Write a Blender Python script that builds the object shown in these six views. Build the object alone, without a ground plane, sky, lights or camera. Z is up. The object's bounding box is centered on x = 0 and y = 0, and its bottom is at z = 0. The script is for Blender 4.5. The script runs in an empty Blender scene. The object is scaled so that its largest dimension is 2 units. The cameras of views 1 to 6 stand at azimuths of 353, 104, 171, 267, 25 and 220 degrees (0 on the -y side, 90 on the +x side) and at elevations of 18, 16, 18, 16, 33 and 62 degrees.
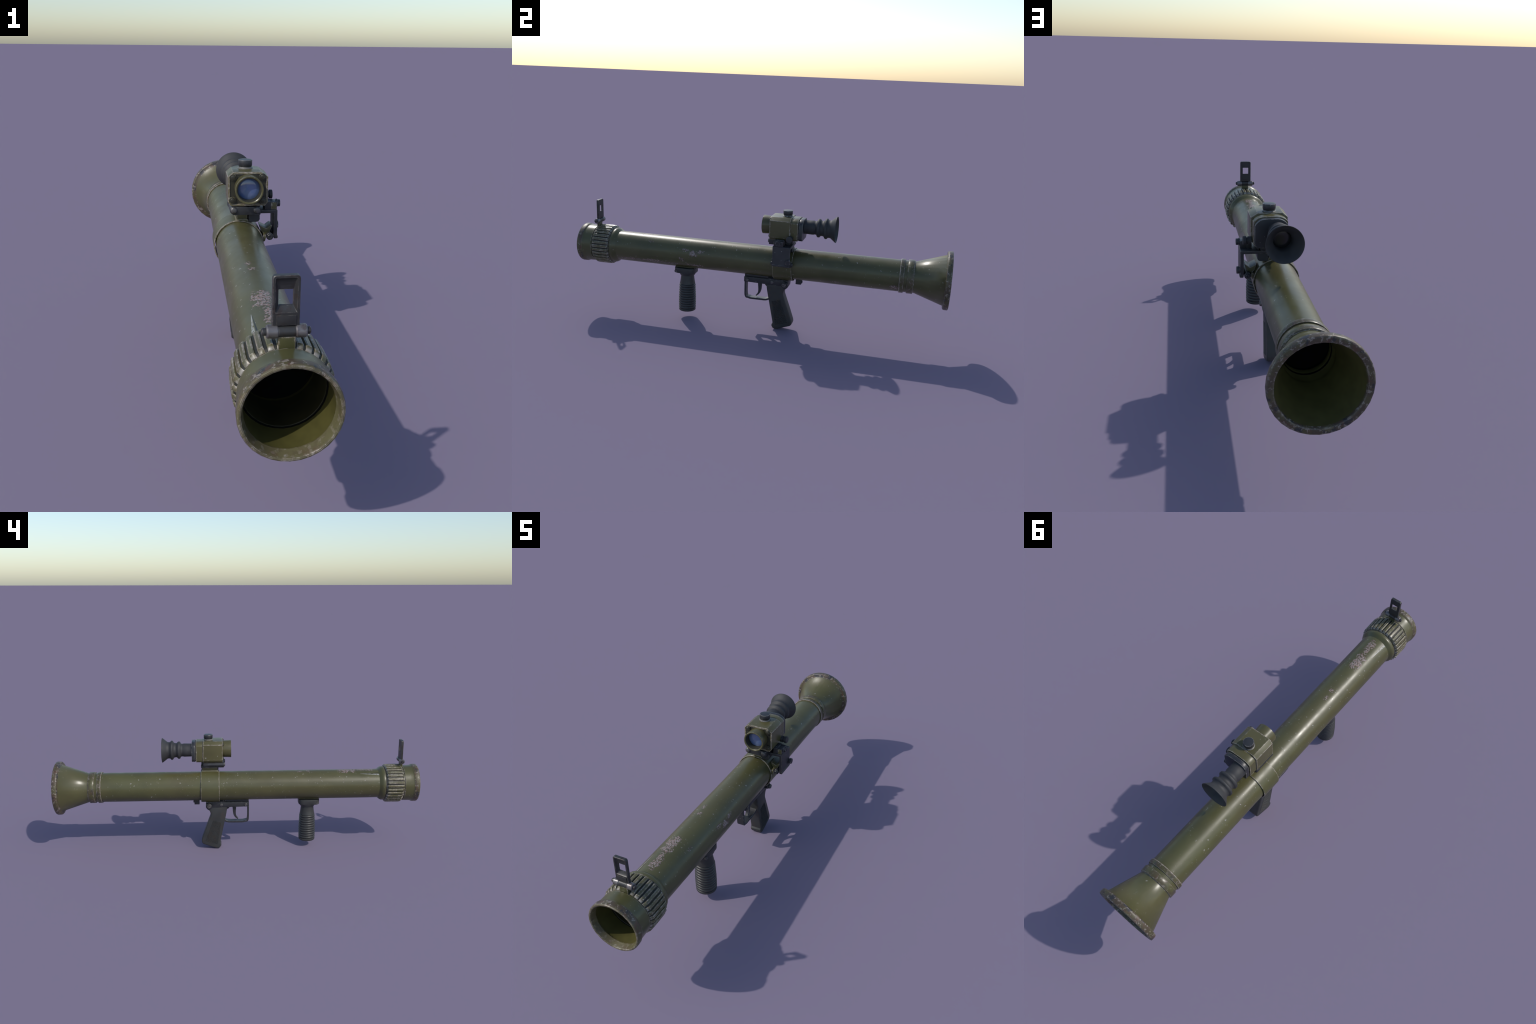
import bpy, bmesh, math, random
from mathutils import Vector, Matrix

random.seed(7)
AX = -0.0012         # the bore axis stands a touch left of centre
AZ = 0.3667          # height of the bore axis
PI = math.pi

# ------------------------------------------------------------------ node helpers
class Nodes:
    """Small wrapper that makes node graphs read like formulas."""
    def __init__(self, name):
        self.mat = bpy.data.materials.new(name)
        self.mat.use_nodes = True
        self.t = self.mat.node_tree
        self.bsdf = self.t.nodes["Principled BSDF"]
        self.co = self.raw = self.new("ShaderNodeTexCoord").outputs["Object"]

    def vary(self):
        """Shift the textures by a different amount on every copy of a repeated piece."""
        r = self.new("ShaderNodeObjectInfo").outputs["Random"]
        c = self.new("ShaderNodeCombineXYZ")
        for i, k in enumerate((37.0, 11.0, 23.0)):
            self.put(c.inputs[i], self.m("MULTIPLY", r, k))
        v = self.new("ShaderNodeVectorMath", operation="ADD")
        self.put(v.inputs[0], self.raw)
        self.put(v.inputs[1], c.outputs[0])
        self.co = v.outputs[0]

    def new(self, kind, **kw):
        n = self.t.nodes.new(kind)
        for k, v in kw.items():
            setattr(n, k, v)
        return n

    def put(self, sock, val):
        if hasattr(val, "is_output"):
            self.t.links.new(val, sock)
        elif isinstance(val, (tuple, list)) and len(val) == 3 and sock.type == "RGBA":
            sock.default_value = (*val, 1)
        else:
            sock.default_value = val

    def m(self, op, a, b=0.0, c=0.0, clamp=False):
        n = self.new("ShaderNodeMath", operation=op, use_clamp=clamp)
        for i, v in enumerate((a, b, c)):
            self.put(n.inputs[i], v)
        return n.outputs[0]

    def vec(self, scale=(1, 1, 1), loc=(0, 0, 0)):
        n = self.new("ShaderNodeMapping")
        self.put(n.inputs["Vector"], self.co)
        n.inputs["Scale"].default_value = scale
        n.inputs["Location"].default_value = loc
        return n.outputs[0]

    def noise(self, scale, detail=3.0, rough=0.55, vec=None, dist=0.0):
        n = self.new("ShaderNodeTexNoise")
        self.put(n.inputs["Vector"], vec or self.co)
        n.inputs["Scale"].default_value = scale
        n.inputs["Detail"].default_value = detail
        n.inputs["Roughness"].default_value = rough
        n.inputs["Distortion"].default_value = dist
        return n.outputs["Fac"]

    def voronoi(self, scale, vec=None):
        n = self.new("ShaderNodeTexVoronoi")
        self.put(n.inputs["Vector"], vec or self.co)
        n.inputs["Scale"].default_value = scale
        return n.outputs["Distance"], n.outputs["Color"]

    def step(self, x, lo, hi, a=0.0, b=1.0):
        n = self.new("ShaderNodeMapRange", interpolation_type="SMOOTHSTEP")
        self.put(n.inputs[0], x)
        for i, v in zip((1, 2, 3, 4), (lo, hi, a, b)):
            self.put(n.inputs[i], v)
        return n.outputs[0]

    def mix(self, f, a, b):
        n = self.new("ShaderNodeMix", data_type="RGBA")
        self.put(n.inputs[0], f)
        self.put(n.inputs[6], a)
        self.put(n.inputs[7], b)
        return n.outputs[2]

    def xyz(self):
        n = self.new("ShaderNodeSeparateXYZ")
        self.put(n.inputs[0], self.raw)
        return n.outputs

    def edge(self, radius, lo=0.004, hi=0.03):
        """1 along sharp edges (where paint rubs off), 0 on flat faces."""
        b = self.new("ShaderNodeBevel", samples=6)
        b.inputs["Radius"].default_value = radius
        g = self.new("ShaderNodeNewGeometry")
        d = self.new("ShaderNodeVectorMath", operation="DOT_PRODUCT")
        self.put(d.inputs[0], b.outputs[0])
        self.put(d.inputs[1], g.outputs["Normal"])
        return self.step(self.m("SUBTRACT", 1.0, d.outputs["Value"]), lo, hi)

    def bump(self, h, strength=0.2, dist=0.001):
        n = self.new("ShaderNodeBump")
        n.inputs["Strength"].default_value = strength
        n.inputs["Distance"].default_value = dist
        self.put(n.inputs["Height"], h)
        self.put(self.bsdf.inputs["Normal"], n.outputs[0])

    def out(self, col, rough, metal=0.0, **kw):
        self.put(self.bsdf.inputs["Base Color"], col)
        self.put(self.bsdf.inputs["Roughness"], rough)
        self.put(self.bsdf.inputs["Metallic"], metal)
        for k, v in kw.items():
            self.put(self.bsdf.inputs[k.replace("_", " ")], v)
        return self.mat


OLIVE = (0.086, 0.078, 0.032)
PALE = (0.46, 0.41, 0.37)
STEEL = (0.34, 0.32, 0.33)
RUST = (0.20, 0.115, 0.085)
SOOT = (0.026, 0.026, 0.030)


def paint(name, base=OLIVE, specks=1.0, rub=1.0, patches=(), rough=0.335, rubr=0.0022,
          grime=0.0, scratch=None, speck_scale=62, ends=None, vary=False):
    n = Nodes(name)
    if vary:
        n.vary()
    tone = n.step(n.noise(7, 4), 0.3, 0.7, 0.90, 1.10)
    col = n.mix(n.step(n.noise(2.6, 3), 0.35, 0.65), base, tuple(c * k for c, k in zip(base, (0.90, 0.98, 0.92))))
    hs = n.new("ShaderNodeHueSaturation")
    n.put(hs.inputs["Value"], tone)
    n.put(hs.inputs["Color"], col)
    col = hs.outputs[0]
    # faint lengthwise rubbing
    fine = n.noise(1, 4, 0.6, vec=n.vec((160, 14, 160)))
    col = n.mix(n.step(fine, 0.58, 0.80, 0, 0.16), col, (0.13, 0.12, 0.065))
    x, y, z = n.xyz()
    rgh = n.step(n.noise(11, 4), 0.3, 0.7, rough - 0.05, rough + 0.07)
    if grime > 0:
        g = n.step(n.noise(24, 5, 0.65), 0.44, 0.54, 0, grime)
        col = n.mix(g, col, (0.070, 0.050, 0.032))
        g2 = n.step(n.noise(19, 5, 0.65, vec=n.vec(loc=(3.1, 7.7, 1.3))), 0.56, 0.60, 0, grime)
        col = n.mix(g2, col, SOOT)
        g4 = n.step(n.noise(33, 4, 0.6, vec=n.vec(loc=(9.1, 1.7, 4.3))), 0.58, 0.62, 0, grime * 0.8)
        col = n.mix(g4, col, (0.095, 0.048, 0.030))
        g3 = n.step(n.noise(80, 4, 0.6, vec=n.vec(loc=(1.1, 2.7, 5.3))), 0.565, 0.62, 0, grime * 0.8)
        col = n.mix(g3, col, (0.27, 0.235, 0.20))
    # small scattered chips
    chip = None
    if specks > 0:
        warp = n.new("ShaderNodeVectorMath", operation="ADD")
        nz = n.new("ShaderNodeTexNoise")
        n.put(nz.inputs["Vector"], n.co)
        nz.inputs["Scale"].default_value = 190
        sc = n.new("ShaderNodeVectorMath", operation="SCALE")
        n.put(sc.inputs[0], nz.outputs["Color"])
        sc.inputs["Scale"].default_value = 0.016
        n.put(warp.inputs[0], n.co)
        n.put(warp.inputs[1], sc.outputs[0])
        d, c = n.voronoi(speck_scale, warp.outputs[0])
        sep = n.new("ShaderNodeSeparateColor")
        n.put(sep.inputs[0], c)
        size = n.m("ADD", n.m("MULTIPLY", n.m("POWER", sep.outputs[0], 2.0), 0.15), 0.055)
        gate = n.m("GREATER_THAN", sep.outputs[1], 1.0 - 0.45 * specks)
        chip = n.m("MULTIPLY", n.m("LESS_THAN", d, size), gate)
        d2, c2 = n.voronoi(speck_scale * 1.9, warp.outputs[0])
        sep2 = n.new("ShaderNodeSeparateColor")
        n.put(sep2.inputs[0], c2)
        gate2 = n.m("GREATER_THAN", sep2.outputs[1], 1.0 - 0.5 * specks)
        clust = n.step(n.noise(6, 2, vec=n.vec(loc=(5, 1, 2))), 0.42, 0.58)
        chip2 = n.m("MULTIPLY", n.m("MULTIPLY", n.m("LESS_THAN", d2, 0.15), gate2), clust)
        col = n.mix(n.m("MULTIPLY", chip2, 0.6), col, (0.17, 0.155, 0.105))
        col = n.mix(n.m("MULTIPLY", chip, n.m("ADD", n.m("MULTIPLY", sep.outputs[2], 0.7), 0.2)), col, (0.34, 0.32, 0.29))
    # named worn patches on the barrel, in (along, around) coordinates
    if patches:
        ang = n.m("ARCTAN2", x, n.m("SUBTRACT", z, AZ))
        total = None
        rag = n.m("MULTIPLY", n.m("SUBTRACT", n.noise(38, 5, 0.65), 0.5), 4.2)
        for (py, pa, sy, sa, w) in patches:
            e = n.m("ADD", n.m("POWER", n.m("DIVIDE", n.m("SUBTRACT", y, py), sy), 2.0),
                    n.m("POWER", n.m("DIVIDE", n.m("SUBTRACT", ang, math.radians(pa)), math.radians(sa)), 2.0))
            p = n.step(n.m("ADD", e, rag), 1.5, 0.2, 0.0, w)
            total = p if total is None else n.m("MAXIMUM", total, p)
        grain = n.noise(150, 3, 0.6, vec=n.vec((1, 0.8, 1)))
        flake = n.step(n.m("ADD", n.m("MULTIPLY", total, 0.22), grain), 0.66, 0.70)
        flake = n.m("MULTIPLY", flake, n.step(total, 0.05, 0.2))
        brown = n.m("MULTIPLY", n.step(n.noise(150, 2, vec=n.vec(loc=(2, 9, 4))), 0.46, 0.56), n.step(total, 0.2, 0.6, 0, 0.85))
        col = n.mix(brown, col, (0.075, 0.052, 0.038))
        fc = n.mix(n.step(n.noise(260, 1, vec=n.vec(loc=(7, 3, 1))), 0.45, 0.55), (0.24, 0.150, 0.120), (0.30, 0.262, 0.262))
        col = n.mix(n.m("MULTIPLY", flake, 0.85), col, fc)
        rgh = n.mix(flake, rgh, (0.5, 0.5, 0.5))
    if scratch:
        # one gouge: a wedge that widens towards y1
        y0, y1, a0, a1, w0, w1 = scratch
        ang = n.m("ARCTAN2", x, n.m("SUBTRACT", z, AZ))
        t = n.m("DIVIDE", n.m("SUBTRACT", y, y0), y1 - y0)
        inside = n.m("MULTIPLY", n.m("GREATER_THAN", t, 0.0), n.m("LESS_THAN", t, 1.0))
        mid = n.m("ADD", n.m("MULTIPLY", t, math.radians(a1 - a0)), math.radians(a0))
        half = n.m("ADD", n.m("MULTIPLY", t, math.radians(w1 - w0)), math.radians(w0))
        off = n.m("DIVIDE", n.m("SUBTRACT", ang, mid), half)
        pale = n.m("MULTIPLY", n.m("MULTIPLY", inside, n.step(n.m("ABSOLUTE", off), 1.0, 0.6)), n.step(n.noise(120), 0.35, 0.5))
        darkl = n.m("MULTIPLY", inside, n.step(n.m("ABSOLUTE", n.m("SUBTRACT", off, 1.7)), 0.6, 0.2))
        col = n.mix(darkl, col, (0.02, 0.02, 0.012))
        col = n.mix(n.m("MULTIPLY", pale, 0.8), col, (0.34, 0.34, 0.32))
    if ends:
        y0, y1, w = ends
        e = n.m("MAXIMUM", n.step(y, y0 + w, y0), n.step(y, y1 - w, y1))
        e = n.m("MULTIPLY", e, n.step(n.noise(48, 3), 0.36, 0.56))
        col = n.mix(n.m("MULTIPLY", e, 0.75), col, (0.36, 0.335, 0.30))
    if rub > 0:
        e = n.edge(rubr)
        e = n.m("MULTIPLY", e, n.step(n.noise(55, 4, 0.65), 0.62 - 0.26 * rub, 0.70 - 0.22 * rub))
        big = n.m("MULTIPLY", n.edge(rubr * 2.4, 0.006, 0.03), n.step(n.noise(44, 5, 0.7, vec=n.vec(loc=(6, 4, 2))), 0.60 - 0.06 * rub, 0.64 - 0.06 * rub))
        e = n.m("MAXIMUM", e, big)
        edgecol = n.mix(n.step(n.noise(90, 2), 0.45, 0.6), PALE, (0.30, 0.235, 0.18))
        col = n.mix(n.m("MULTIPLY", e, 0.78), col, edgecol)
    n.bump(n.noise(420, 2), 0.06, 0.0006)
    return n.out(col, rgh)


def plain(name, base, rough, metal=0.0, wear=0.0, wearcol=STEEL, rubr=0.0016, stain=None, specks=0.0):
    n = Nodes(name)
    tone = n.step(n.noise(24, 4), 0.3, 0.7, 0.86, 1.14)
    hs = n.new("ShaderNodeHueSaturation")
    n.put(hs.inputs["Value"], tone)
    n.put(hs.inputs["Color"], base)
    col = hs.outputs[0]
    if stain:
        col = n.mix(n.step(n.noise(45, 4, 0.65, vec=n.vec(loc=(4, 2, 8))), 0.50, 0.64, 0, 0.75), col, stain)
    if specks:
        d, c = n.voronoi(90)
        sep = n.new("ShaderNodeSeparateColor")
        n.put(sep.inputs[0], c)
        k = n.m("MULTIPLY", n.m("LESS_THAN", d, 0.2), n.m("GREATER_THAN", sep.outputs[1], 1.0 - specks))
        col = n.mix(n.m("MULTIPLY", k, 0.6), col, (0.3, 0.29, 0.28))
    if wear > 0:
        e = n.m("MULTIPLY", n.edge(rubr), n.step(n.noise(70, 4, 0.65), 0.66 - 0.3 * wear, 0.74 - 0.25 * wear))
        col = n.mix(n.m("MULTIPLY", e, 0.8), col, wearcol)
    n.bump(n.noise(500, 2), 0.08, 0.0005)
    return n.out(col, rough, metal)


M_TUBE = paint("olive_paint_barrel", patches=[
        (-0.608, -6, 0.062, 20, 1.0), (-0.715, -2, 0.052, 14, 0.9), (-0.385, -8, 0.016, 8, 0.8), (-0.336, -13, 0.016, 8, 0.6),
        (-0.573, 45, 0.015, 7, 0.6), (-0.33, 78, 0.026, 11, 1.0), (-0.285, 68, 0.022, 8, 0.9), (-0.375, 67, 0.020, 8, 0.8),
        (-0.393, 105, 0.020, 9, 0.7), (-0.318, 130, 0.05, 8, 0.8), (-0.565, 128, 0.06, 8, 0.8), (-0.70, 130, 0.06, 8, 0.8),
        (-0.45, 132, 0.06, 6, 0.7), (0.728, 125, 0.022, 11, 0.9), (0.438, 132, 0.03, 3, 0.8), (-0.54, 106, 0.012, 5, 0.5)],
    scratch=(-0.675, -0.782, -33, -38, 0.5, 4.5), rub=0.0, specks=1.75)
M_OLIVE = paint("olive_paint", rub=1.0, rubr=0.0028)
M_COLLAR = paint("olive_paint_collar", rub=0.8, specks=1.3, rubr=0.003)
M_RIM = paint("olive_paint_worn_rim", base=(0.088, 0.074, 0.034), grime=0.9, rub=1.2, rubr=0.004, specks=0.5, rough=0.42)
M_LIP = paint("worn_muzzle_lip", base=(0.120, 0.103, 0.052), grime=0.35, rub=0.5, specks=0.5, rough=0.36)
M_RING = paint("olive_paint_worn_ring", grime=0.50, rub=1.35, specks=0.8, rubr=0.0034)
M_RIB = paint("olive_paint_rib", base=(0.100, 0.090, 0.040), rub=0.75, specks=0.6, rubr=0.0030, grime=0.15, ends=(-0.9115, -0.8175, 0.0065), vary=True)
M_GROOVE = plain("painted_valley_shade", (0.018, 0.018, 0.012), 0.6)  # near-black colour carries the occlusion shade between the ribs
M_DARK_GROOVE = plain("dark_olive_groove", (0.035, 0.032, 0.020), 0.6)  # dark olive-grey faces in the narrow collar and nozzle grooves
M_DEEP = plain("dark_bore_wall", (0.030, 0.027, 0.010), 0.55)
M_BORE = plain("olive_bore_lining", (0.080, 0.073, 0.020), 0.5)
M_DEPTH = plain("bore_painted_shadow_black", (0.003, 0.003, 0.002), 0.8)  # base colour blackened for the lack of light deep in the tube
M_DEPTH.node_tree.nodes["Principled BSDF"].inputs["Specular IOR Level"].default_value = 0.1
M_SCOPE = paint("olive_paint_scope", rub=1.25, specks=0.9, rubr=0.0042)
M_OBJECTIVE = paint("olive_paint_objective", rub=0.25, specks=0.5)
M_SCOPE_FACE = plain("dark_olive_face", (0.032, 0.031, 0.020), 0.45, wear=0.6, wearcol=(0.2, 0.18, 0.1))
M_BLACK = plain("black_steel", (0.026, 0.027, 0.030), 0.42, 0.0, wear=0.5, wearcol=(0.26, 0.25, 0.25), specks=0.05)
M_BRACKET = plain("black_bracket_paint", (0.028, 0.028, 0.032), 0.45, wear=0.7, wearcol=(0.24, 0.20, 0.17), rubr=0.0024, specks=0.22)
M_WORN_BLACK = plain("worn_black_steel", (0.026, 0.027, 0.030), 0.38, 0.0, wear=0.95, wearcol=(0.34, 0.32, 0.28), rubr=0.003, specks=0.05)
M_RUBBER = plain("grey_rubber", (0.034, 0.034, 0.035), 0.62)
M_POLY = plain("dark_plastic", (0.034, 0.035, 0.034), 0.42)
M_GRIP = plain("dark_grip_plastic", (0.033, 0.035, 0.034), 0.48, stain=(0.045, 0.037, 0.031))
M_STEEL = plain("dull_steel", (0.13, 0.125, 0.12), 0.38, 0.5, wear=0.7, stain=(0.06, 0.05, 0.045))
M_KNUCKLE = plain("bare_steel", (0.17, 0.16, 0.16), 0.35, 0.5, stain=(0.10, 0.075, 0.07), wear=0.6)
M_SIGHT = plain("blued_steel", (0.040, 0.040, 0.040), 0.42, 0.2, wear=0.75, wearcol=(0.17, 0.15, 0.135), stain=(0.035, 0.025, 0.022))

n = Nodes("blue_coated_glass")
r = n.new("ShaderNodeLayerWeight")
r.inputs[0].default_value = 0.35
M_LENS = n.out(n.mix(n.step(n.noise(38, 2), 0.4, 0.65), (0.085, 0.135, 0.290), (0.120, 0.165, 0.290)), 0.10, 0.0, Coat_Weight=1.0, Coat_Roughness=0.05)
M_EYEGLASS = plain("dark_glass", (0.012, 0.012, 0.013), 0.2)

# ------------------------------------------------------------------ mesh helpers
def finish(name, me, mats, parent, angle=32, kind=None):
    ob = bpy.data.objects.new(name, me)
    bpy.context.collection.objects.link(ob)
    for mt in mats if isinstance(mats, (list, tuple)) else [mats]:
        me.materials.append(mt)
    me.polygons.foreach_set("use_smooth", [True] * len(me.polygons))
    me.set_sharp_from_angle(angle=math.radians(angle))
    if parent is not None:
        ob.parent = parent
    if kind:
        ob["kind"] = kind
    return ob


def to_mesh(bm, name):
    bmesh.ops.recalc_face_normals(bm, faces=bm.faces)
    me = bpy.data.meshes.new(name)
    bm.to_mesh(me)
    bm.free()
    return me


def frame(axis, c):
    """Matrix that maps local +Z to a world axis, at point c."""
    if axis == "Y":
        r = Matrix(((1, 0, 0), (0, 0, 1), (0, -1, 0)))   # z->y
    elif axis == "X":
        r = Matrix(((0, 0, 1), (0, 1, 0), (-1, 0, 0)))
    else:
        r = Matrix.Identity(3)
    return Matrix.Translation(c) @ r.to_4x4()


def lathe_bm(profile, axis, c, segs=32, closed=False, matfrom=None, phase=0.0, bm=None):
    """Spin (along, radius) pairs about an axis through c. Radius 0 closes to a pole."""
    bm = bm or bmesh.new()
    F = frame(axis, c)
    rings = []
    for t, rad in profile:
        if rad <= 1e-6:
            rings.append([bm.verts.new(F @ Vector((0, 0, t)))])
        else:
            rings.append([bm.verts.new(F @ Vector((rad * math.cos(phase + 2 * PI * k / segs), rad * math.sin(phase + 2 * PI * k / segs), t))) for k in range(segs)])
    pairs = list(zip(range(len(rings) - 1), range(1, len(rings))))
    if closed:
        pairs.append((len(rings) - 1, 0))
    for i, j in pairs:
        a, b = rings[i], rings[j]
        for k in range(segs):
            l = (k + 1) % segs
            if len(a) == 1 and len(b) == 1:
                continue
            if len(a) == 1:
                f = bm.faces.new((a[0], b[k], b[l]))
            elif len(b) == 1:
                f = bm.faces.new((a[k], b[0], a[l]))
            else:
                f = bm.faces.new((a[k], b[k], b[l], a[l]))
            if matfrom is not None and matfrom[0] <= i < matfrom[1]:
                f.material_index = 1
    return bm


def lathe(name, profile, mats, parent, axis="Y", c=(AX, 0, AZ), segs=32, closed=False, matfrom=None, angle=32, phase=0.0):
    return finish(name, to_mesh(lathe_bm(profile, axis, c, segs, closed, matfrom, phase), name), mats, parent, angle)


def disc_profile(t0, t1, r, ch=0.0015):
    """Chamfered solid cylinder between t0 and t1."""
    s = 1 if t1 > t0 else -1
    return [(t0, 0), (t0, r - ch), (t0 + s * ch, r), (t1 - s * ch, r), (t1, r - ch), (t1, 0)]


def bevel_all(bm, w, segs=2, minang=25):
    edges = [e for e in bm.edges if len(e.link_faces) == 2 and math.degrees(e.calc_face_angle(0)) > minang]
    if w > 0:
        bmesh.ops.bevel(bm, geom=edges, offset=w, segments=segs, profile=0.6, affect="EDGES", clamp_overlap=True)


def box_bm(x0, x1, y0, y1, z0, z1, bev=0.002, bm=None):
    b = bmesh.new()
    bmesh.ops.create_cube(b, size=1)
    for v in b.verts:
        v.co = Vector(((x0 + x1) / 2 + v.co.x * (x1 - x0), (y0 + y1) / 2 + v.co.y * (y1 - y0), (z0 + z1) / 2 + v.co.z * (z1 - z0)))
    bevel_all(b, bev)
    if bm is None:
        return b
    me = bpy.data.meshes.new("tmp")
    b.to_mesh(me)
    b.free()
    bm.from_mesh(me)
    bpy.data.meshes.remove(me)
    return bm


def box(name, dims, mats, parent, bev=0.002):
    return finish(name, to_mesh(box_bm(*dims, bev=bev), name), mats, parent)


def prism_bm(outline, plane, lo, hi, bev=0.002, segs=2, minang=25):
    """Extrude a 2D outline. plane 'XZ' extrudes along y, 'YZ' along x, 'XY' along z."""
    bm = bmesh.new()
    def P(a, b, t):
        return {"XZ": (a, t, b), "YZ": (t, a, b), "XY": (a, b, t)}[plane]
    A = [bm.verts.new(P(a, b, lo)) for a, b in outline]
    B = [bm.verts.new(P(a, b, hi)) for a, b in outline]
    k = len(outline)
    bm.faces.new(A)
    bm.faces.new(B[::-1])
    for i in range(k):
        j = (i + 1) % k
        bm.faces.new((A[i], B[i], B[j], A[j]))
    bmesh.ops.recalc_face_normals(bm, faces=bm.faces)
    bevel_all(bm, bev, segs, minang)
    return bm


def prism(name, outline, plane, lo, hi, mats, parent, bev=0.002, segs=2, minang=25, angle=32):
    return finish(name, to_mesh(prism_bm(outline, plane, lo, hi, bev, segs, minang), name), mats, parent, angle)


def rounded(x0, x1, z0, z1, radii, k=5):
    """Rounded rectangle; radii = (bottom-left, bottom-right, top-right, top-left)."""
    pts = []
    corners = [(x0, z0, 180, radii[0], 1, 1), (x1, z0, 270, radii[1], -1, 1), (x1, z1, 0, radii[2], -1, -1), (x0, z1, 90, radii[3], 1, -1)]
    for cx, cz, a0, rd, sx, sz in corners:
        for i in range(k + 1):
            a = math.radians(a0 + 90 * i / k)
            pts.append((cx + sx * rd + rd * math.cos(a), cz + sz * rd + rd * math.sin(a)))
    return pts


def smooth_path(pts, n=8):
    """Catmull-Rom through the points."""
    out = []
    P = [Vector(p) for p in pts]
    for i in range(len(P) - 1):
        p0, p1, p2, p3 = P[max(i - 1, 0)], P[i], P[i + 1], P[min(i + 2, len(P) - 1)]
        for k in range(n):
            t = k / n
            out.append(0.5 * ((2 * p1) + (p2 - p0) * t + (2 * p0 - 5 * p1 + 4 * p2 - p3) * t * t + (3 * p1 - p0 - 3 * p2 + p3) * t ** 3))
    out.append(P[-1])
    return out


def ribbon(name, path, width, thick, mats, parent, bev=0.0008):
    """Band of given half widths (x) and thicknesses following a path in the y-z plane."""
    bm = bmesh.new()
    rows = []
    for i, p in enumerate(path):
        d = (path[min(i + 1, len(path) - 1)] - path[max(i - 1, 0)]).normalized()
        nrm = Vector((-d.y, d.x))
        f = i / (len(path) - 1)
        w = width(f) if callable(width) else width
        h = (thick(f) if callable(thick) else thick) / 2
        b = min(bev, h * 0.6)
        sec = [(-w + b, -h), (w - b, -h), (w, -h + b), (w, h - b), (w - b, h), (-w + b, h), (-w, h - b), (-w, -h + b)]
        rows.append([bm.verts.new((sx, p.x + nrm.x * sn, p.y + nrm.y * sn)) for sx, sn in sec])
    for a, b in zip(rows, rows[1:]):
        for k in range(8):
            bm.faces.new((a[k], b[k], b[(k + 1) % 8], a[(k + 1) % 8]))
    bm.faces.new(rows[0])
    bm.faces.new(rows[-1][::-1])
    return finish(name, to_mesh(bm, name), mats, parent)


_bolt_mesh = {}
def bolt(name, c, axis, r, h, parent, mat=None, hexa=False, dome=False, sign=1):
    """Screw or bolt head standing off a surface along an axis. Meshes are shared per shape."""
    mat = mat or M_STEEL
    key = (round(r, 5), round(h, 5), hexa, dome, mat.name)
    if key not in _bolt_mesh:
        if dome:
            prof = [(0, 0), (0, r), (h * 0.45, r), (h * 0.75, r * 0.86), (h * 0.95, r * 0.5), (h, 0)]
        elif hexa:
            prof = [(0, 0), (0, r), (h * 0.7, r), (h, r * 0.84), (h, r * 0.5), (h * 0.7, r * 0.42), (h * 0.7, 0)]
        else:
            prof = [(0, 0), (0, r), (h * 0.75, r), (h, r * 0.8), (h, r * 0.45), (h * 0.8, r * 0.38), (h * 0.8, 0)]
        me = to_mesh(lathe_bm(prof, "Z", (0, 0, 0), 6 if hexa else 18), "bolt_head")
        me.materials.append(mat)
        me.polygons.foreach_set("use_smooth", [True] * len(me.polygons))
        me.set_sharp_from_angle(angle=math.radians(32))
        _bolt_mesh[key] = me
    ob = bpy.data.objects.new(name, _bolt_mesh[key])
    bpy.context.collection.objects.link(ob)
    M = frame(axis, c)
    if sign < 0:
        M = M @ Matrix.Rotation(PI, 4, "X")
    ob.matrix_world = M @ Matrix.Rotation(random.uniform(0, 1.0), 4, "Z")
    ob.parent = parent
    return ob


# ------------------------------------------------------------------ top-level thing
root = bpy.data.objects.new("shoulder_launcher", None)
bpy.context.collection.objects.link(root)
root["label"] = "worn olive green shoulder launcher tube with scope and grips"
root["category"] = "rocket launcher"

# ------------------------------------------------------------------ barrel
R = 0.0807
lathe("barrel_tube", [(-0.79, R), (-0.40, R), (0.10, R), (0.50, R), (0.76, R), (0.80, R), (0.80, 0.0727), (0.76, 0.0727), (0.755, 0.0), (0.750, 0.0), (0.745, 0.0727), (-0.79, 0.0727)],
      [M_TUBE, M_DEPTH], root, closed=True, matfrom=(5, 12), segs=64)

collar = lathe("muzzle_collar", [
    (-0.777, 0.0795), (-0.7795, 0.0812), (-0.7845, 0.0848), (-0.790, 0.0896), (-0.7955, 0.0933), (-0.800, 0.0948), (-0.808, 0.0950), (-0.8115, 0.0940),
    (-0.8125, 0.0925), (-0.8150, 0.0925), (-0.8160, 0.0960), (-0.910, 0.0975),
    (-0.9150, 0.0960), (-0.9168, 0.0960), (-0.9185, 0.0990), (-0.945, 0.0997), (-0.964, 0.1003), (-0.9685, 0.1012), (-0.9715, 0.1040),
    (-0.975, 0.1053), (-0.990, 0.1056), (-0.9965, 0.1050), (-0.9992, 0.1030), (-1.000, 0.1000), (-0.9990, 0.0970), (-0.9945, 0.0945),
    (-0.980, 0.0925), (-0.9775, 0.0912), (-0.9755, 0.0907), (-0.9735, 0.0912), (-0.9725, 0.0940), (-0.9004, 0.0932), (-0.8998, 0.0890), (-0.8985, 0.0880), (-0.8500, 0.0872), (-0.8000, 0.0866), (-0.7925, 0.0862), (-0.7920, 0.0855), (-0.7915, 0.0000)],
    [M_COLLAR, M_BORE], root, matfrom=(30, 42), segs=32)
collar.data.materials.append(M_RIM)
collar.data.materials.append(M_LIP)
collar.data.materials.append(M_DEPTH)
collar.data.materials.append(M_DARK_GROOVE)
collar.data.materials.append(M_DEEP)
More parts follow.
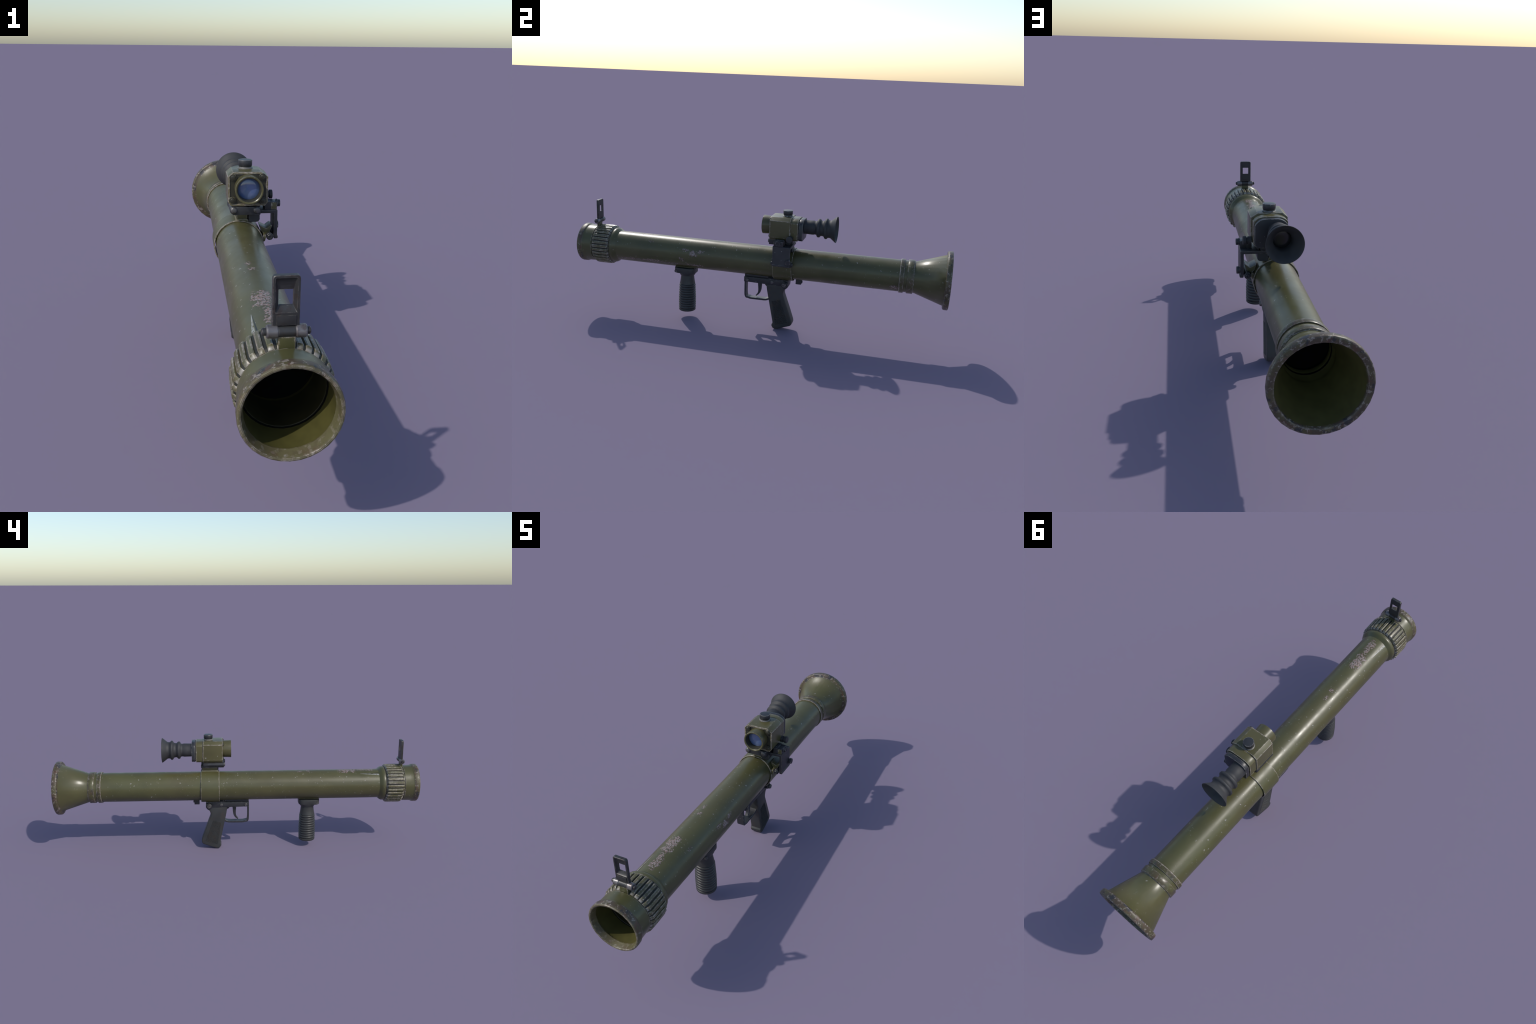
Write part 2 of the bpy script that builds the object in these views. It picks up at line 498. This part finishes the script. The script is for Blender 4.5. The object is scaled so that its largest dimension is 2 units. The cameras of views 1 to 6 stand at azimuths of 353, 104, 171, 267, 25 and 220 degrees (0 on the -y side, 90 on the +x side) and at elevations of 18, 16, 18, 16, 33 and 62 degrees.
for p in collar.data.polygons:           # the rolled lip is much more worn than the rest
    y = p.center.y
    rr = math.hypot(p.center.x - AX, p.center.z - AZ)
    if rr > 0.09 and (-0.8153 < y < -0.8118 or -0.9172 < y < -0.9145):
        p.material_index = 5
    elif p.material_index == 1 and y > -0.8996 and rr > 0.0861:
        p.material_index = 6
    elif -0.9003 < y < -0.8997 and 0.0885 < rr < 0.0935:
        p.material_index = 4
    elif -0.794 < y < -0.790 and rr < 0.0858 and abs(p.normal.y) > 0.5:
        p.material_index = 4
    elif y < -0.9700 and p.material_index == 0:
        p.material_index = 2 if rr > 0.1035 else 3

knurl = lathe("ribbed_grip_ring", [(-0.8165, 0.0960), (-0.8190, 0.0988), (-0.8225, 0.1012), (-0.9035, 0.1022), (-0.9090, 0.1000), (-0.9130, 0.0962)],
              M_GROOVE, root, closed=True, segs=64)
# ribs of the grip ring: each a long block with sloped ends
RIBS = 32
rib_meshes = []
for v in range(4):
    rg = random.Random(v + 3)
    w = 0.0066 + rg.uniform(-0.0004, 0.0004)
    bm = bmesh.new()
    secs = [(-0.8172, 0.0955, 0.0975), (-0.8178, 0.0955, 0.0998), (-0.8225, 0.0965, 0.1060), (-0.835, 0.098, 0.1068), (-0.862, 0.098, 0.1070), (-0.890, 0.098, 0.1072),
            (-0.9030, 0.097, 0.1066), (-0.9110, 0.0955, 0.1004), (-0.9128, 0.0955, 0.0978)]
    rows = []
    for y, r0, r1 in secs:
        j = rg.uniform(-0.0003, 0.0003)
        sh = [(-w - 0.0010, r0), (-w, r1 - 0.0016), (-w * 0.62 + j, r1), (w * 0.62 + j, r1), (w, r1 - 0.0016), (w + 0.0010, r0)]
        rows.append([bm.verts.new((a, y, b)) for a, b in sh])
    for a, b in zip(rows, rows[1:]):
        for k in range(6):
            bm.faces.new((a[k], b[k], b[(k + 1) % 6], a[(k + 1) % 6]))
    bm.faces.new(rows[0])
    bm.faces.new(rows[-1][::-1])
    me = to_mesh(bm, "rib")
    me.materials.append(M_RIB)
    me.polygons.foreach_set("use_smooth", [True] * len(me.polygons))
    me.set_sharp_from_angle(angle=math.radians(30))
    rib_meshes.append(me)
for k in range(RIBS):
    ob = bpy.data.objects.new("rib", rib_meshes[(k * 7 + k // 5) % 4])
    bpy.context.collection.objects.link(ob)
    ob.matrix_world = Matrix.Translation((AX, 0, AZ)) @ Matrix.Rotation(2 * PI * (k + 0.5) / RIBS, 4, "Y")
    ob.parent = knurl

# rear: two bands, then the flared nozzle
lathe("retaining_band", [(0.7525, 0.0785), (0.7525, 0.0848), (0.7545, 0.0862), (0.7725, 0.0862), (0.7745, 0.0850), (0.7745, 0.0785)], M_RING, root, closed=True, segs=48)
noz = lathe("flared_nozzle", [
    (0.773, 0.0798), (0.789, 0.0798), (0.7895, 0.0845), (0.7915, 0.0860), (0.8195, 0.0860), (0.8215, 0.0845), (0.8222, 0.0803), (0.8275, 0.0803), (0.9715, 0.1275),
    (0.9725, 0.1405), (0.9740, 0.1440), (0.9765, 0.1463), (0.9810, 0.1472), (0.9960, 0.1472), (0.9990, 0.1455), (1.0000, 0.1430),
    (1.0000, 0.1290), (0.9985, 0.1270), (0.9900, 0.1250),
    (0.9700, 0.1190), (0.8450, 0.0790), (0.8350, 0.0770), (0.8220, 0.0770), (0.8200, 0.0750), (0.7950, 0.0750), (0.7940, 0.0725), (0.773, 0.0725)],
    [M_OLIVE, M_BORE], root, closed=True, matfrom=(18, 40), segs=32, angle=80)
noz.data.materials.append(M_RIM)
noz.data.materials.append(M_RING)
noz.data.materials.append(M_DARK_GROOVE)
for p in noz.data.polygons:
    y, rr = p.center.y, math.hypot(p.center.x - AX, p.center.z - AZ)
    if y > 0.9716 and p.material_index == 0:
        p.material_index = 2
    elif y < 0.7892 and p.material_index == 0:
        p.material_index = 4
    elif 0.788 < y < 0.8219 and rr > 0.08:
        p.material_index = 3

# ------------------------------------------------------------------ front sight
sy = -0.9065
ped = box("front_sight", (-0.0170, 0.0172, -0.9170, -0.9030, 0.4610, 0.4900), M_OLIVE, root, bev=0.0015)
def leaf_loop(bm, x0, x1, z0, z1, r, y):
    x0, x1 = x0 * 0.965 - 0.0020, x1 * 0.95 - 0.0016
    return [bm.verts.new((x, y, z)) for x, z in rounded(x0, x1, z0, z1, (r[0], r[0], r[1], r[1]), 4)]
bm = bmesh.new()
loops = [leaf_loop(bm, -0.0145, 0.0145, 0.5515, 0.5830, (0.0012, 0.0012), -0.9000),
         leaf_loop(bm, -0.0270, 0.0270, 0.5120, 0.6140, (0.0015, 0.006), -0.9000),
         leaf_loop(bm, -0.0280, 0.0280, 0.5110, 0.6150, (0.0015, 0.007), -0.9012),
         leaf_loop(bm, -0.0280, 0.0280, 0.5110, 0.6150, (0.0015, 0.007), -0.9118),
         leaf_loop(bm, -0.0268, 0.0268, 0.5120, 0.6138, (0.0015, 0.006), -0.9130),
         leaf_loop(bm, -0.0228, 0.0228, 0.5385, 0.6098, (0.0012, 0.003), -0.9130),
         leaf_loop(bm, -0.0215, 0.0215, 0.5395, 0.6088, (0.0012, 0.003), -0.9115),
         leaf_loop(bm, -0.0195, 0.0195, 0.5430, 0.6020, (0.0012, 0.003), -0.9075),
         leaf_loop(bm, -0.0155, 0.0155, 0.5505, 0.5840, (0.0012, 0.0012), -0.9045)]
for a, b in zip(loops, loops[1:] + loops[:1]):
    for k in range(len(a)):
        bm.faces.new((a[k], b[k], b[(k + 1) % len(a)], a[(k + 1) % len(a)]))
finish("sight_leaf", to_mesh(bm, "sight_leaf"), M_SIGHT, ped, 28)
box("sight_leaf_tongue", (-0.0210, 0.0178, -0.9150, -0.9125, 0.5130, 0.5340), M_SIGHT, ped, bev=0.001)
HC = (0, -0.9088, 0.4985)
lathe("hinge_barrel", [(-0.0165, 0), (-0.0165, 0.0122), (0.0172, 0.0122), (0.0172, 0)], M_SIGHT, ped, "X", HC, 24)
for s0, s1 in ((-0.0405, -0.0165), (0.0172, 0.0402)):
    lathe("hinge_knuckle", [(s0, 0), (s0, 0.0118), (s0 + 0.003, 0.0140), (s1 - 0.003, 0.0140), (s1, 0.0118), (s1, 0)], M_KNUCKLE, ped, "X", HC, 24)
bolt("hinge_pin", (0.040, HC[1], HC[2]), "X", 0.0078, 0.0080, ped, M_SIGHT)
bolt("hinge_pin", (-0.040, HC[1], HC[2]), "X", 0.0078, 0.0095, ped, M_SIGHT, sign=-1)

# ------------------------------------------------------------------ foregrip
gy = -0.3865
prof = [(0.249, 0), (0.249, 0.0335), (0.240, 0.0352), (0.220, 0.0375), (0.200, 0.0405), (0.193, 0.0422)]
N, pitch = 10, 0.0138
for k in range(N):
    zt = 0.1905 - k * pitch
    rr = 0.0440 + 0.0030 * min(1, k / 5.0) - 0.0006 * max(0, (k - 7) / 3.0)
    for i in range(8):                       # one rounded finger ridge
        t = i / 8
        prof.append((zt - t * pitch, rr + 0.0004 - 0.0040 * (1 - math.sin(PI * t)) ** 1.6))
prof += [(0.0520, 0.0428), (0.0505, 0.0455), (0.0480, 0.0462), (0.0425, 0.0461), (0.0400, 0.0450), (0.0382, 0.0425), (0.0382, 0)]
fore = lathe("foregrip", prof, M_POLY, root, "Z", (0, gy, 0), 40, angle=40)
# collar that clips to the tube
out = rounded(-0.046, 0.046, -0.4520, -0.3345, (0.030, 0.030, 0.030, 0.030), 5)
bm = prism_bm(out, "XY", 0.2565, 0.286, 0.004, 2, 60)
finish("foregrip_collar", to_mesh(bm, "foregrip_collar"), M_POLY, fore)
lathe("foregrip_collar_flange", [(0.242, 0.036), (0.2425, 0.040), (0.252, 0.045), (0.258, 0.046), (0.258, 0.0)], M_POLY, fore, "Z", (0, gy, 0), 24)
box("foregrip_rail_pad", (-0.024, 0.024, -0.448, -0.338, 0.280, 0.2925), M_OLIVE, fore)
for sgn in (1, -1):
    bolt("collar_bolt", (sgn * 0.037, -0.4390, 0.2665), "X", 0.0090, 0.0075, fore, M_STEEL, hexa=True, sign=sgn)

# ------------------------------------------------------------------ trigger group
trig = prism("trigger_housing", [(-0.0545, 0.2490), (-0.0545, 0.2775), (0.1855, 0.2775), (0.1862, 0.2480), (0.1800, 0.2370), (0.1690, 0.2290), (0.1450, 0.2330), (0.1300, 0.2450)],
             "YZ", -0.0285, 0.0285, M_BLACK, root, bev=0.0022)
box("housing_top_rail", (-0.0215, 0.0215, -0.0540, 0.0740, 0.2770, 0.2885), M_BLACK, trig, bev=0.001)
prism("housing_saddle", [(-0.0285, 0.2765), (0.0285, 0.2765), (0.0285, 0.2790), (0.0170, 0.2905), (-0.0170, 0.2905), (-0.0285, 0.2790)], "XZ", 0.0745, 0.1850, M_BLACK, trig, bev=0.001)
for sgn in (1, -1):
    prism("housing_side_plate", [(-0.0550, 0.2500), (-0.0550, 0.2770), (0.1440, 0.2740), (0.1440, 0.2455), (0.0900, 0.2490)], "YZ",
          sgn * 0.0280, sgn * 0.0305, M_BLACK, trig, bev=0.0008)
    lathe("bolt_boss", [(0.027 * sgn, 0), (0.027 * sgn, 0.0155), (0.042 * sgn, 0.0155), (0.0435 * sgn, 0.0140), (0.0435 * sgn, 0)], M_BLACK, trig, "X", (0, 0.1690, 0.2590), 24)
    bolt("housing_bolt", (sgn * 0.0430, 0.1670, 0.2600), "X", 0.0118, 0.0125, trig, M_STEEL, sign=sgn)
    bolt("housing_bolt", (sgn * 0.0300, 0.0985, 0.2620), "X", 0.0085, 0.0050, trig, M_STEEL, dome=True, sign=sgn)
    bolt("housing_bolt", (sgn * 0.0300, -0.0370, 0.2620), "X", 0.0080, 0.0060, trig, M_STEEL, hexa=False, sign=sgn)
# pistol grip: slanted block with rounded edges, hooked toe
grip_out = [(0.1700, 0.2330), (0.1630, 0.2180), (0.1600, 0.2060), (0.1610, 0.1960), (0.1690, 0.1740), (0.1880, 0.1240), (0.2125, 0.0550), (0.2140, 0.0440), (0.2110, 0.0330),
            (0.2040, 0.0265), (0.1600, 0.0105), (0.1350, 0.0018), (0.1200, 0.0000), (0.1110, 0.0040), (0.1035, 0.0160), (0.1035, 0.0240), (0.1085, 0.0320), (0.1080, 0.0400),
            (0.0960, 0.0960), (0.0835, 0.1560), (0.0720, 0.2100), (0.0655, 0.2500), (0.1500, 0.2500)]
bm = prism_bm(grip_out, "YZ", -0.0292, 0.0292, 0.0, 1)
rim = [e for e in bm.edges if len(e.link_faces) == 2 and any(abs(f.normal.x) > 0.9 for f in e.link_faces)]
bmesh.ops.bevel(bm, geom=rim, offset=0.0085, segments=3, profile=0.55, affect="EDGES", clamp_overlap=True)
grip = finish("pistol_grip", to_mesh(bm, "pistol_grip"), M_GRIP, root, 30)
# chequered panel on both sides: rows of small pyramids
quad = [(0.1470, 0.1700), (0.1015, 0.1560), (0.1235, 0.0235), (0.1925, 0.0450)]
bm = bmesh.new()
NU, NV = 12, 26
def q(u, v):
    a = Vector(quad[0]).lerp(Vector(quad[1]), u)
    b = Vector(quad[3]).lerp(Vector(quad[2]), u)
    return a.lerp(b, v)
for sgn in (1, -1):
    for i in range(NU):
        for j in range(NV):
            g = 0.14
            cs = [q((i + a) / NU, (j + b) / NV) for a, b in ((g, g), (1 - g, g), (1 - g, 1 - g), (g, 1 - g))]
            mid = sum(cs, Vector((0, 0))) / 4
            base = [bm.verts.new((sgn * 0.0290, c.x, c.y)) for c in cs]
            top = [bm.verts.new((sgn * 0.0312, (c.x + mid.x) / 2, (c.y + mid.y) / 2)) for c in cs]
            bm.faces.new(top)
            for k in range(4):
                bm.faces.new((base[k], base[(k + 1) % 4], top[(k + 1) % 4], top[k]))
finish("grip_chequering", to_mesh(bm, "grip_chequering"), M_GRIP, grip, 20, kind="stuff")
# trigger
tp = smooth_path([(0.0262, 0.2500), (0.0268, 0.2250), (0.0262, 0.2020), (0.0205, 0.1840), (0.0075, 0.1700)], 6)
ribbon("trigger", tp, 0.0085, lambda f: 0.0215 - 0.0165 * f ** 1.2, M_BLACK, trig, 0.0015)
gp = smooth_path([(-0.0508, 0.2530), (-0.0505, 0.2200), (-0.0495, 0.1760), (-0.0440, 0.1600), (-0.0340, 0.1585), (-0.0200, 0.1552), (0.0200, 0.1554), (0.0560, 0.1558), (0.0720, 0.1590), (0.0900, 0.1680)], 5)
ribbon("trigger_guard", gp, 0.0180, 0.0098, M_BLACK, trig, 0.001)
bm = lathe_bm(disc_profile(-0.008, 0.008, 0.0150), "X", (0, 0.0690, 0.2440), 20)
finish("grip_spur", to_mesh(bm, "grip_spur"), M_BLACK, trig)
# small lug behind the band
lug = box("rear_lug", (-0.0120, 0.0120, 0.2215, 0.2500, 0.2605, 0.2920), M_BLACK, root, bev=0.0012)
bolt("lug_screw", (0.004, 0.250, 0.2745), "Y", 0.0075, 0.0060, lug, M_BLACK)

# ------------------------------------------------------------------ clamp band
c_band = (-0.0020, 0, AZ - 0.0025)
band = lathe("clamp_band", [(0.1080, 0.0842), (0.1080, 0.0870), (0.1095, 0.0882), (0.2085, 0.0882), (0.2100, 0.0870), (0.2100, 0.0842)], M_OLIVE, root, "Y", c_band, 32, closed=True)
prism("band_top_pad", [(-0.0150, 0.4460), (0.0330, 0.4440), (0.0280, 0.4565), (-0.0120, 0.4565)], "XZ", 0.1140, 0.2040, M_OLIVE, band, bev=0.0030)
box("band_pedestal", (-0.0085, 0.0280, 0.1190, 0.2010, 0.4550, 0.4740), M_OLIVE, band, 0.0015)
prism("band_ear", [(0.0790, 0.4050), (0.0730, 0.4270), (0.0860, 0.4205), (0.0965, 0.4150), (0.1120, 0.4270), (0.1170, 0.4265), (0.1060, 0.3985), (0.0900, 0.3940)],
      "XZ", 0.1300, 0.1920, M_OLIVE, band, bev=0.0015)
prism("band_flange", [(0.0840, 0.3980), (0.0920, 0.3980), (0.0940, 0.3860), (0.0900, 0.3740), (0.0840, 0.3720)], "XZ", 0.1120, 0.2060, M_OLIVE, band, bev=0.0012)
lathe("band_hinge_barrel", disc_profile(0.1110, 0.2140, 0.0128), M_BLACK, band, "Y", (0.1070, 0, 0.3905), 20)
bolt("hinge_bolt", (0.1070, 0.1115, 0.3905), "Y", 0.0090, 0.0060, band, M_BLACK, sign=-1)
bolt("hinge_bolt", (0.1070, 0.2135, 0.3905), "Y", 0.0090, 0.0060, band, M_BLACK, hexa=True)

# ------------------------------------------------------------------ angled bracket that carries the scope
brk = prism("scope_bracket", [(-0.0120, 0.4735), (-0.0120, 0.4855), (0.1310, 0.4855), (0.1335, 0.4830), (0.1335, 0.3930), (0.1360, 0.3910), (0.1360, 0.3840), (0.1330, 0.3815), (0.1230, 0.3815), (0.1210, 0.3850), (0.1210, 0.4735)],
            "XZ", 0.1175, 0.2085, M_BRACKET, root, bev=0.0010)
lathe("bracket_bolt", [(0.132, 0), (0.132, 0.0100), (0.1365, 0.0100), (0.1365, 0.0128), (0.1375, 0.0138), (0.1465, 0.0138), (0.1480, 0.0125), (0.1480, 0)], M_BRACKET, brk, "X", (0, 0.2020, 0.4110), 20)
box("rail_clamp_block", (0.0880, 0.1090, 0.1200, 0.1720, 0.4850, 0.5150), M_BLACK, brk, 0.002)
box("rail_clamp_block", (0.1085, 0.1320, 0.1230, 0.1700, 0.4852, 0.5125), M_BLACK, brk, 0.0015)
box("clamp_block_plate", (0.1110, 0.1300, 0.1215, 0.1235, 0.4870, 0.5100), M_OLIVE, brk, 0.0006)
lathe("rail_clamp_nut", [(0.1310, 0), (0.1310, 0.0150), (0.1345, 0.0150), (0.1352, 0.0125), (0.1440, 0.0125), (0.1452, 0.0115), (0.1452, 0.0060), (0.1430, 0.0050), (0.1430, 0)], M_BLACK, brk, "X", (0, 0.1460, 0.5035), 20)
# mounting rail under the scope
box("mount_rail", (-0.0270, 0.0700, 0.0820, 0.1960, 0.4775, 0.5060), M_BLACK, brk, 0.003)
for xr in (-0.0225, 0.0560):
    lathe("mount_rail_rod", disc_profile(0.0790, 0.1960, 0.0128, 0.003), M_BLACK, brk, "Y", (xr, 0, 0.4940), 20)
    bolt("rail_bolt", (xr, 0.0795, 0.4945), "Y", 0.0102, 0.0050, brk, M_STEEL, dome=True, sign=-1)
box("mount_rail_stop", (-0.0365, -0.0260, 0.1720, 0.1945, 0.4870, 0.5035), M_BLACK, brk, 0.0015)
bm = prism_bm(rounded(0.0320, 0.0710, 0.4445, 0.4745, (0.004, 0.012, 0.001, 0.001), 4), "XZ", 0.1130, 0.2070, 0.0012, 1, 50)
finish("mount_clamp_bar", to_mesh(bm, "mount_clamp_bar"), M_BLACK, brk)
box("mount_spacer", (0.0000, 0.0600, 0.1200, 0.2050, 0.4850, 0.5085), M_BLACK, brk, 0.002)

# ------------------------------------------------------------------ scope
SX, SZ = 0.0270, 0.5715
body_out = [(-0.0232, 0.6245), (0.0718, 0.6245), (0.0955, 0.6085), (0.0955, 0.5215), (0.0850, 0.5080), (-0.0310, 0.5080), (-0.0415, 0.5215), (-0.0415, 0.6085)]
bm = prism_bm(body_out, "XZ", 0.0880, 0.1945, 0.0014, 2)
front = max((f for f in bm.faces if f.normal.y < -0.9), key=lambda f: f.calc_area())
r1 = bmesh.ops.inset_individual(bm, faces=[front], thickness=0.0055, depth=0.0)
r2 = bmesh.ops.inset_individual(bm, faces=[front], thickness=0.0012, depth=-0.0028)
front.material_index = 1
scope = finish("scope", to_mesh(bm, "scope"), [M_SCOPE, M_SCOPE_FACE], root)
def crowned(x0, x1, z0, zs, z1, rb):
    """Housing section: round bottom corners, straight sides up to zs, then a flattened crown."""
    pts = [p for p in rounded(x0, x1, z0, z1, (rb, rb, 0.01, 0.01), 5)[:12]]
    cw = (x1 - x0)
    crown = [(0.0, 0.0), (0.035, 0.30), (0.085, 0.56), (0.155, 0.79), (0.24, 0.94), (0.33, 1.0)]
    pts += [(x1 - u * cw, zs + v * (z1 - zs)) for u, v in crown]
    pts += [(x0 + u * cw, zs + v * (z1 - zs)) for u, v in crown[::-1]]
    return pts
bm = prism_bm(crowned(-0.0365, 0.0905, 0.5085, 0.6010, 0.6215, 0.016), "XZ", 0.1940, 0.2335, 0.0014, 2, 28)
finish("scope_rear_housing", to_mesh(bm, "scope_rear_housing"), M_SCOPE, scope)
bm = prism_bm(crowned(-0.0310, 0.0850, 0.5130, 0.5940, 0.6160, 0.016), "XZ", 0.2330, 0.2380, 0.0005, 1, 50)
finish("scope_gasket", to_mesh(bm, "scope_gasket"), M_GROOVE, scope)
bm = prism_bm(crowned(-0.0335, 0.0875, 0.5105, 0.5930, 0.6185, 0.018), "XZ", 0.2375, 0.2570, 0.0016, 2, 50)
finish("scope_end_plate", to_mesh(bm, "scope_end_plate"), M_WORN_BLACK, scope)
lathe("objective_tube", [(0.0900, 0.0462), (0.0600, 0.0472), (0.0440, 0.0480), (0.0415, 0.0478), (0.0405, 0.0460), (0.0408, 0.0430), (0.0430, 0.0405), (0.0500, 0.0385), (0.0530, 0.0375), (0.0900, 0.0372)],
      [M_OBJECTIVE, M_SCOPE_FACE], scope, "Y", (SX, 0, SZ), 40, closed=True, matfrom=(6, 12))
lathe("objective_lens", [(0.0790, 0.0377), (0.0715, 0.0377), (0.0690, 0.0330), (0.0670, 0.0240), (0.0658, 0.0120), (0.0654, 0.0)], M_LENS, scope, "Y", (SX, 0, SZ), 32)
for bx, bz in ((-0.0235, 0.6065), (0.0760, 0.6075), (-0.0255, 0.5285), (0.0775, 0.5270)):
    lathe("corner_lug", disc_profile(0.0850, 0.0930, 0.0125, 0.001), M_SCOPE_FACE, scope, "Y", (bx, 0, bz), 20)
    bolt("corner_screw", (bx, 0.0852, bz), "Y", 0.0080, 0.0042, scope, M_SCOPE_FACE, dome=True, sign=-1)
lathe("elevation_knob", [(0.6235, 0), (0.6235, 0.0265), (0.6262, 0.0262), (0.6275, 0.0235), (0.6300, 0.0225), (0.6340, 0.0235), (0.6360, 0.0243), (0.6515, 0.0245), (0.6538, 0.0232), (0.6545, 0.0200), (0.6545, 0)],
      M_WORN_BLACK, scope, "Z", (0.0245, 0.1660, 0), 24)
lathe("windage_knob", [(0.0930, 0), (0.0930, 0.0150), (0.1060, 0.0150), (0.1070, 0.0115), (0.1120, 0.0115), (0.1125, 0.0150), (0.1135, 0.0162), (0.1235, 0.0162), (0.1248, 0.0140), (0.1248, 0)], M_RUBBER, scope, "X", (0, 0.1980, 0.5235), 24)
EX, EZ = 0.0045, 0.5720
lathe("eyepiece", [(0.2560, 0.0372), (0.2590, 0.0358), (0.2800, 0.0362), (0.3010, 0.0366), (0.3047, 0.0348), (0.3138, 0.0351), (0.3172, 0.0374), (0.3205, 0.0456), (0.3232, 0.0476), (0.3318, 0.0474),
                   (0.3354, 0.0434), (0.3387, 0.0394), (0.3453, 0.0390), (0.3530, 0.0406), (0.3563, 0.0449), (0.3594, 0.0507), (0.3625, 0.0528), (0.3695, 0.0526), (0.3726, 0.0484), (0.3755, 0.0458),
                   (0.3826, 0.0449), (0.3895, 0.0460), (0.3958, 0.0512), (0.4080, 0.0608), (0.4160, 0.0670), (0.4178, 0.0676), (0.4188, 0.0666),
                   (0.4150, 0.0628), (0.4050, 0.0550), (0.3930, 0.0460), (0.3830, 0.0390), (0.3760, 0.0345), (0.3550, 0.0330), (0.2560, 0.0330)],
      M_RUBBER, scope, "Y", (EX, 0, EZ), 48, closed=True, angle=60)
lathe("eyepiece_lens", [(0.3480, 0.0345), (0.3500, 0.0270), (0.3508, 0.0140), (0.3510, 0)], M_EYEGLASS, scope, "Y", (EX, 0, EZ), 32)
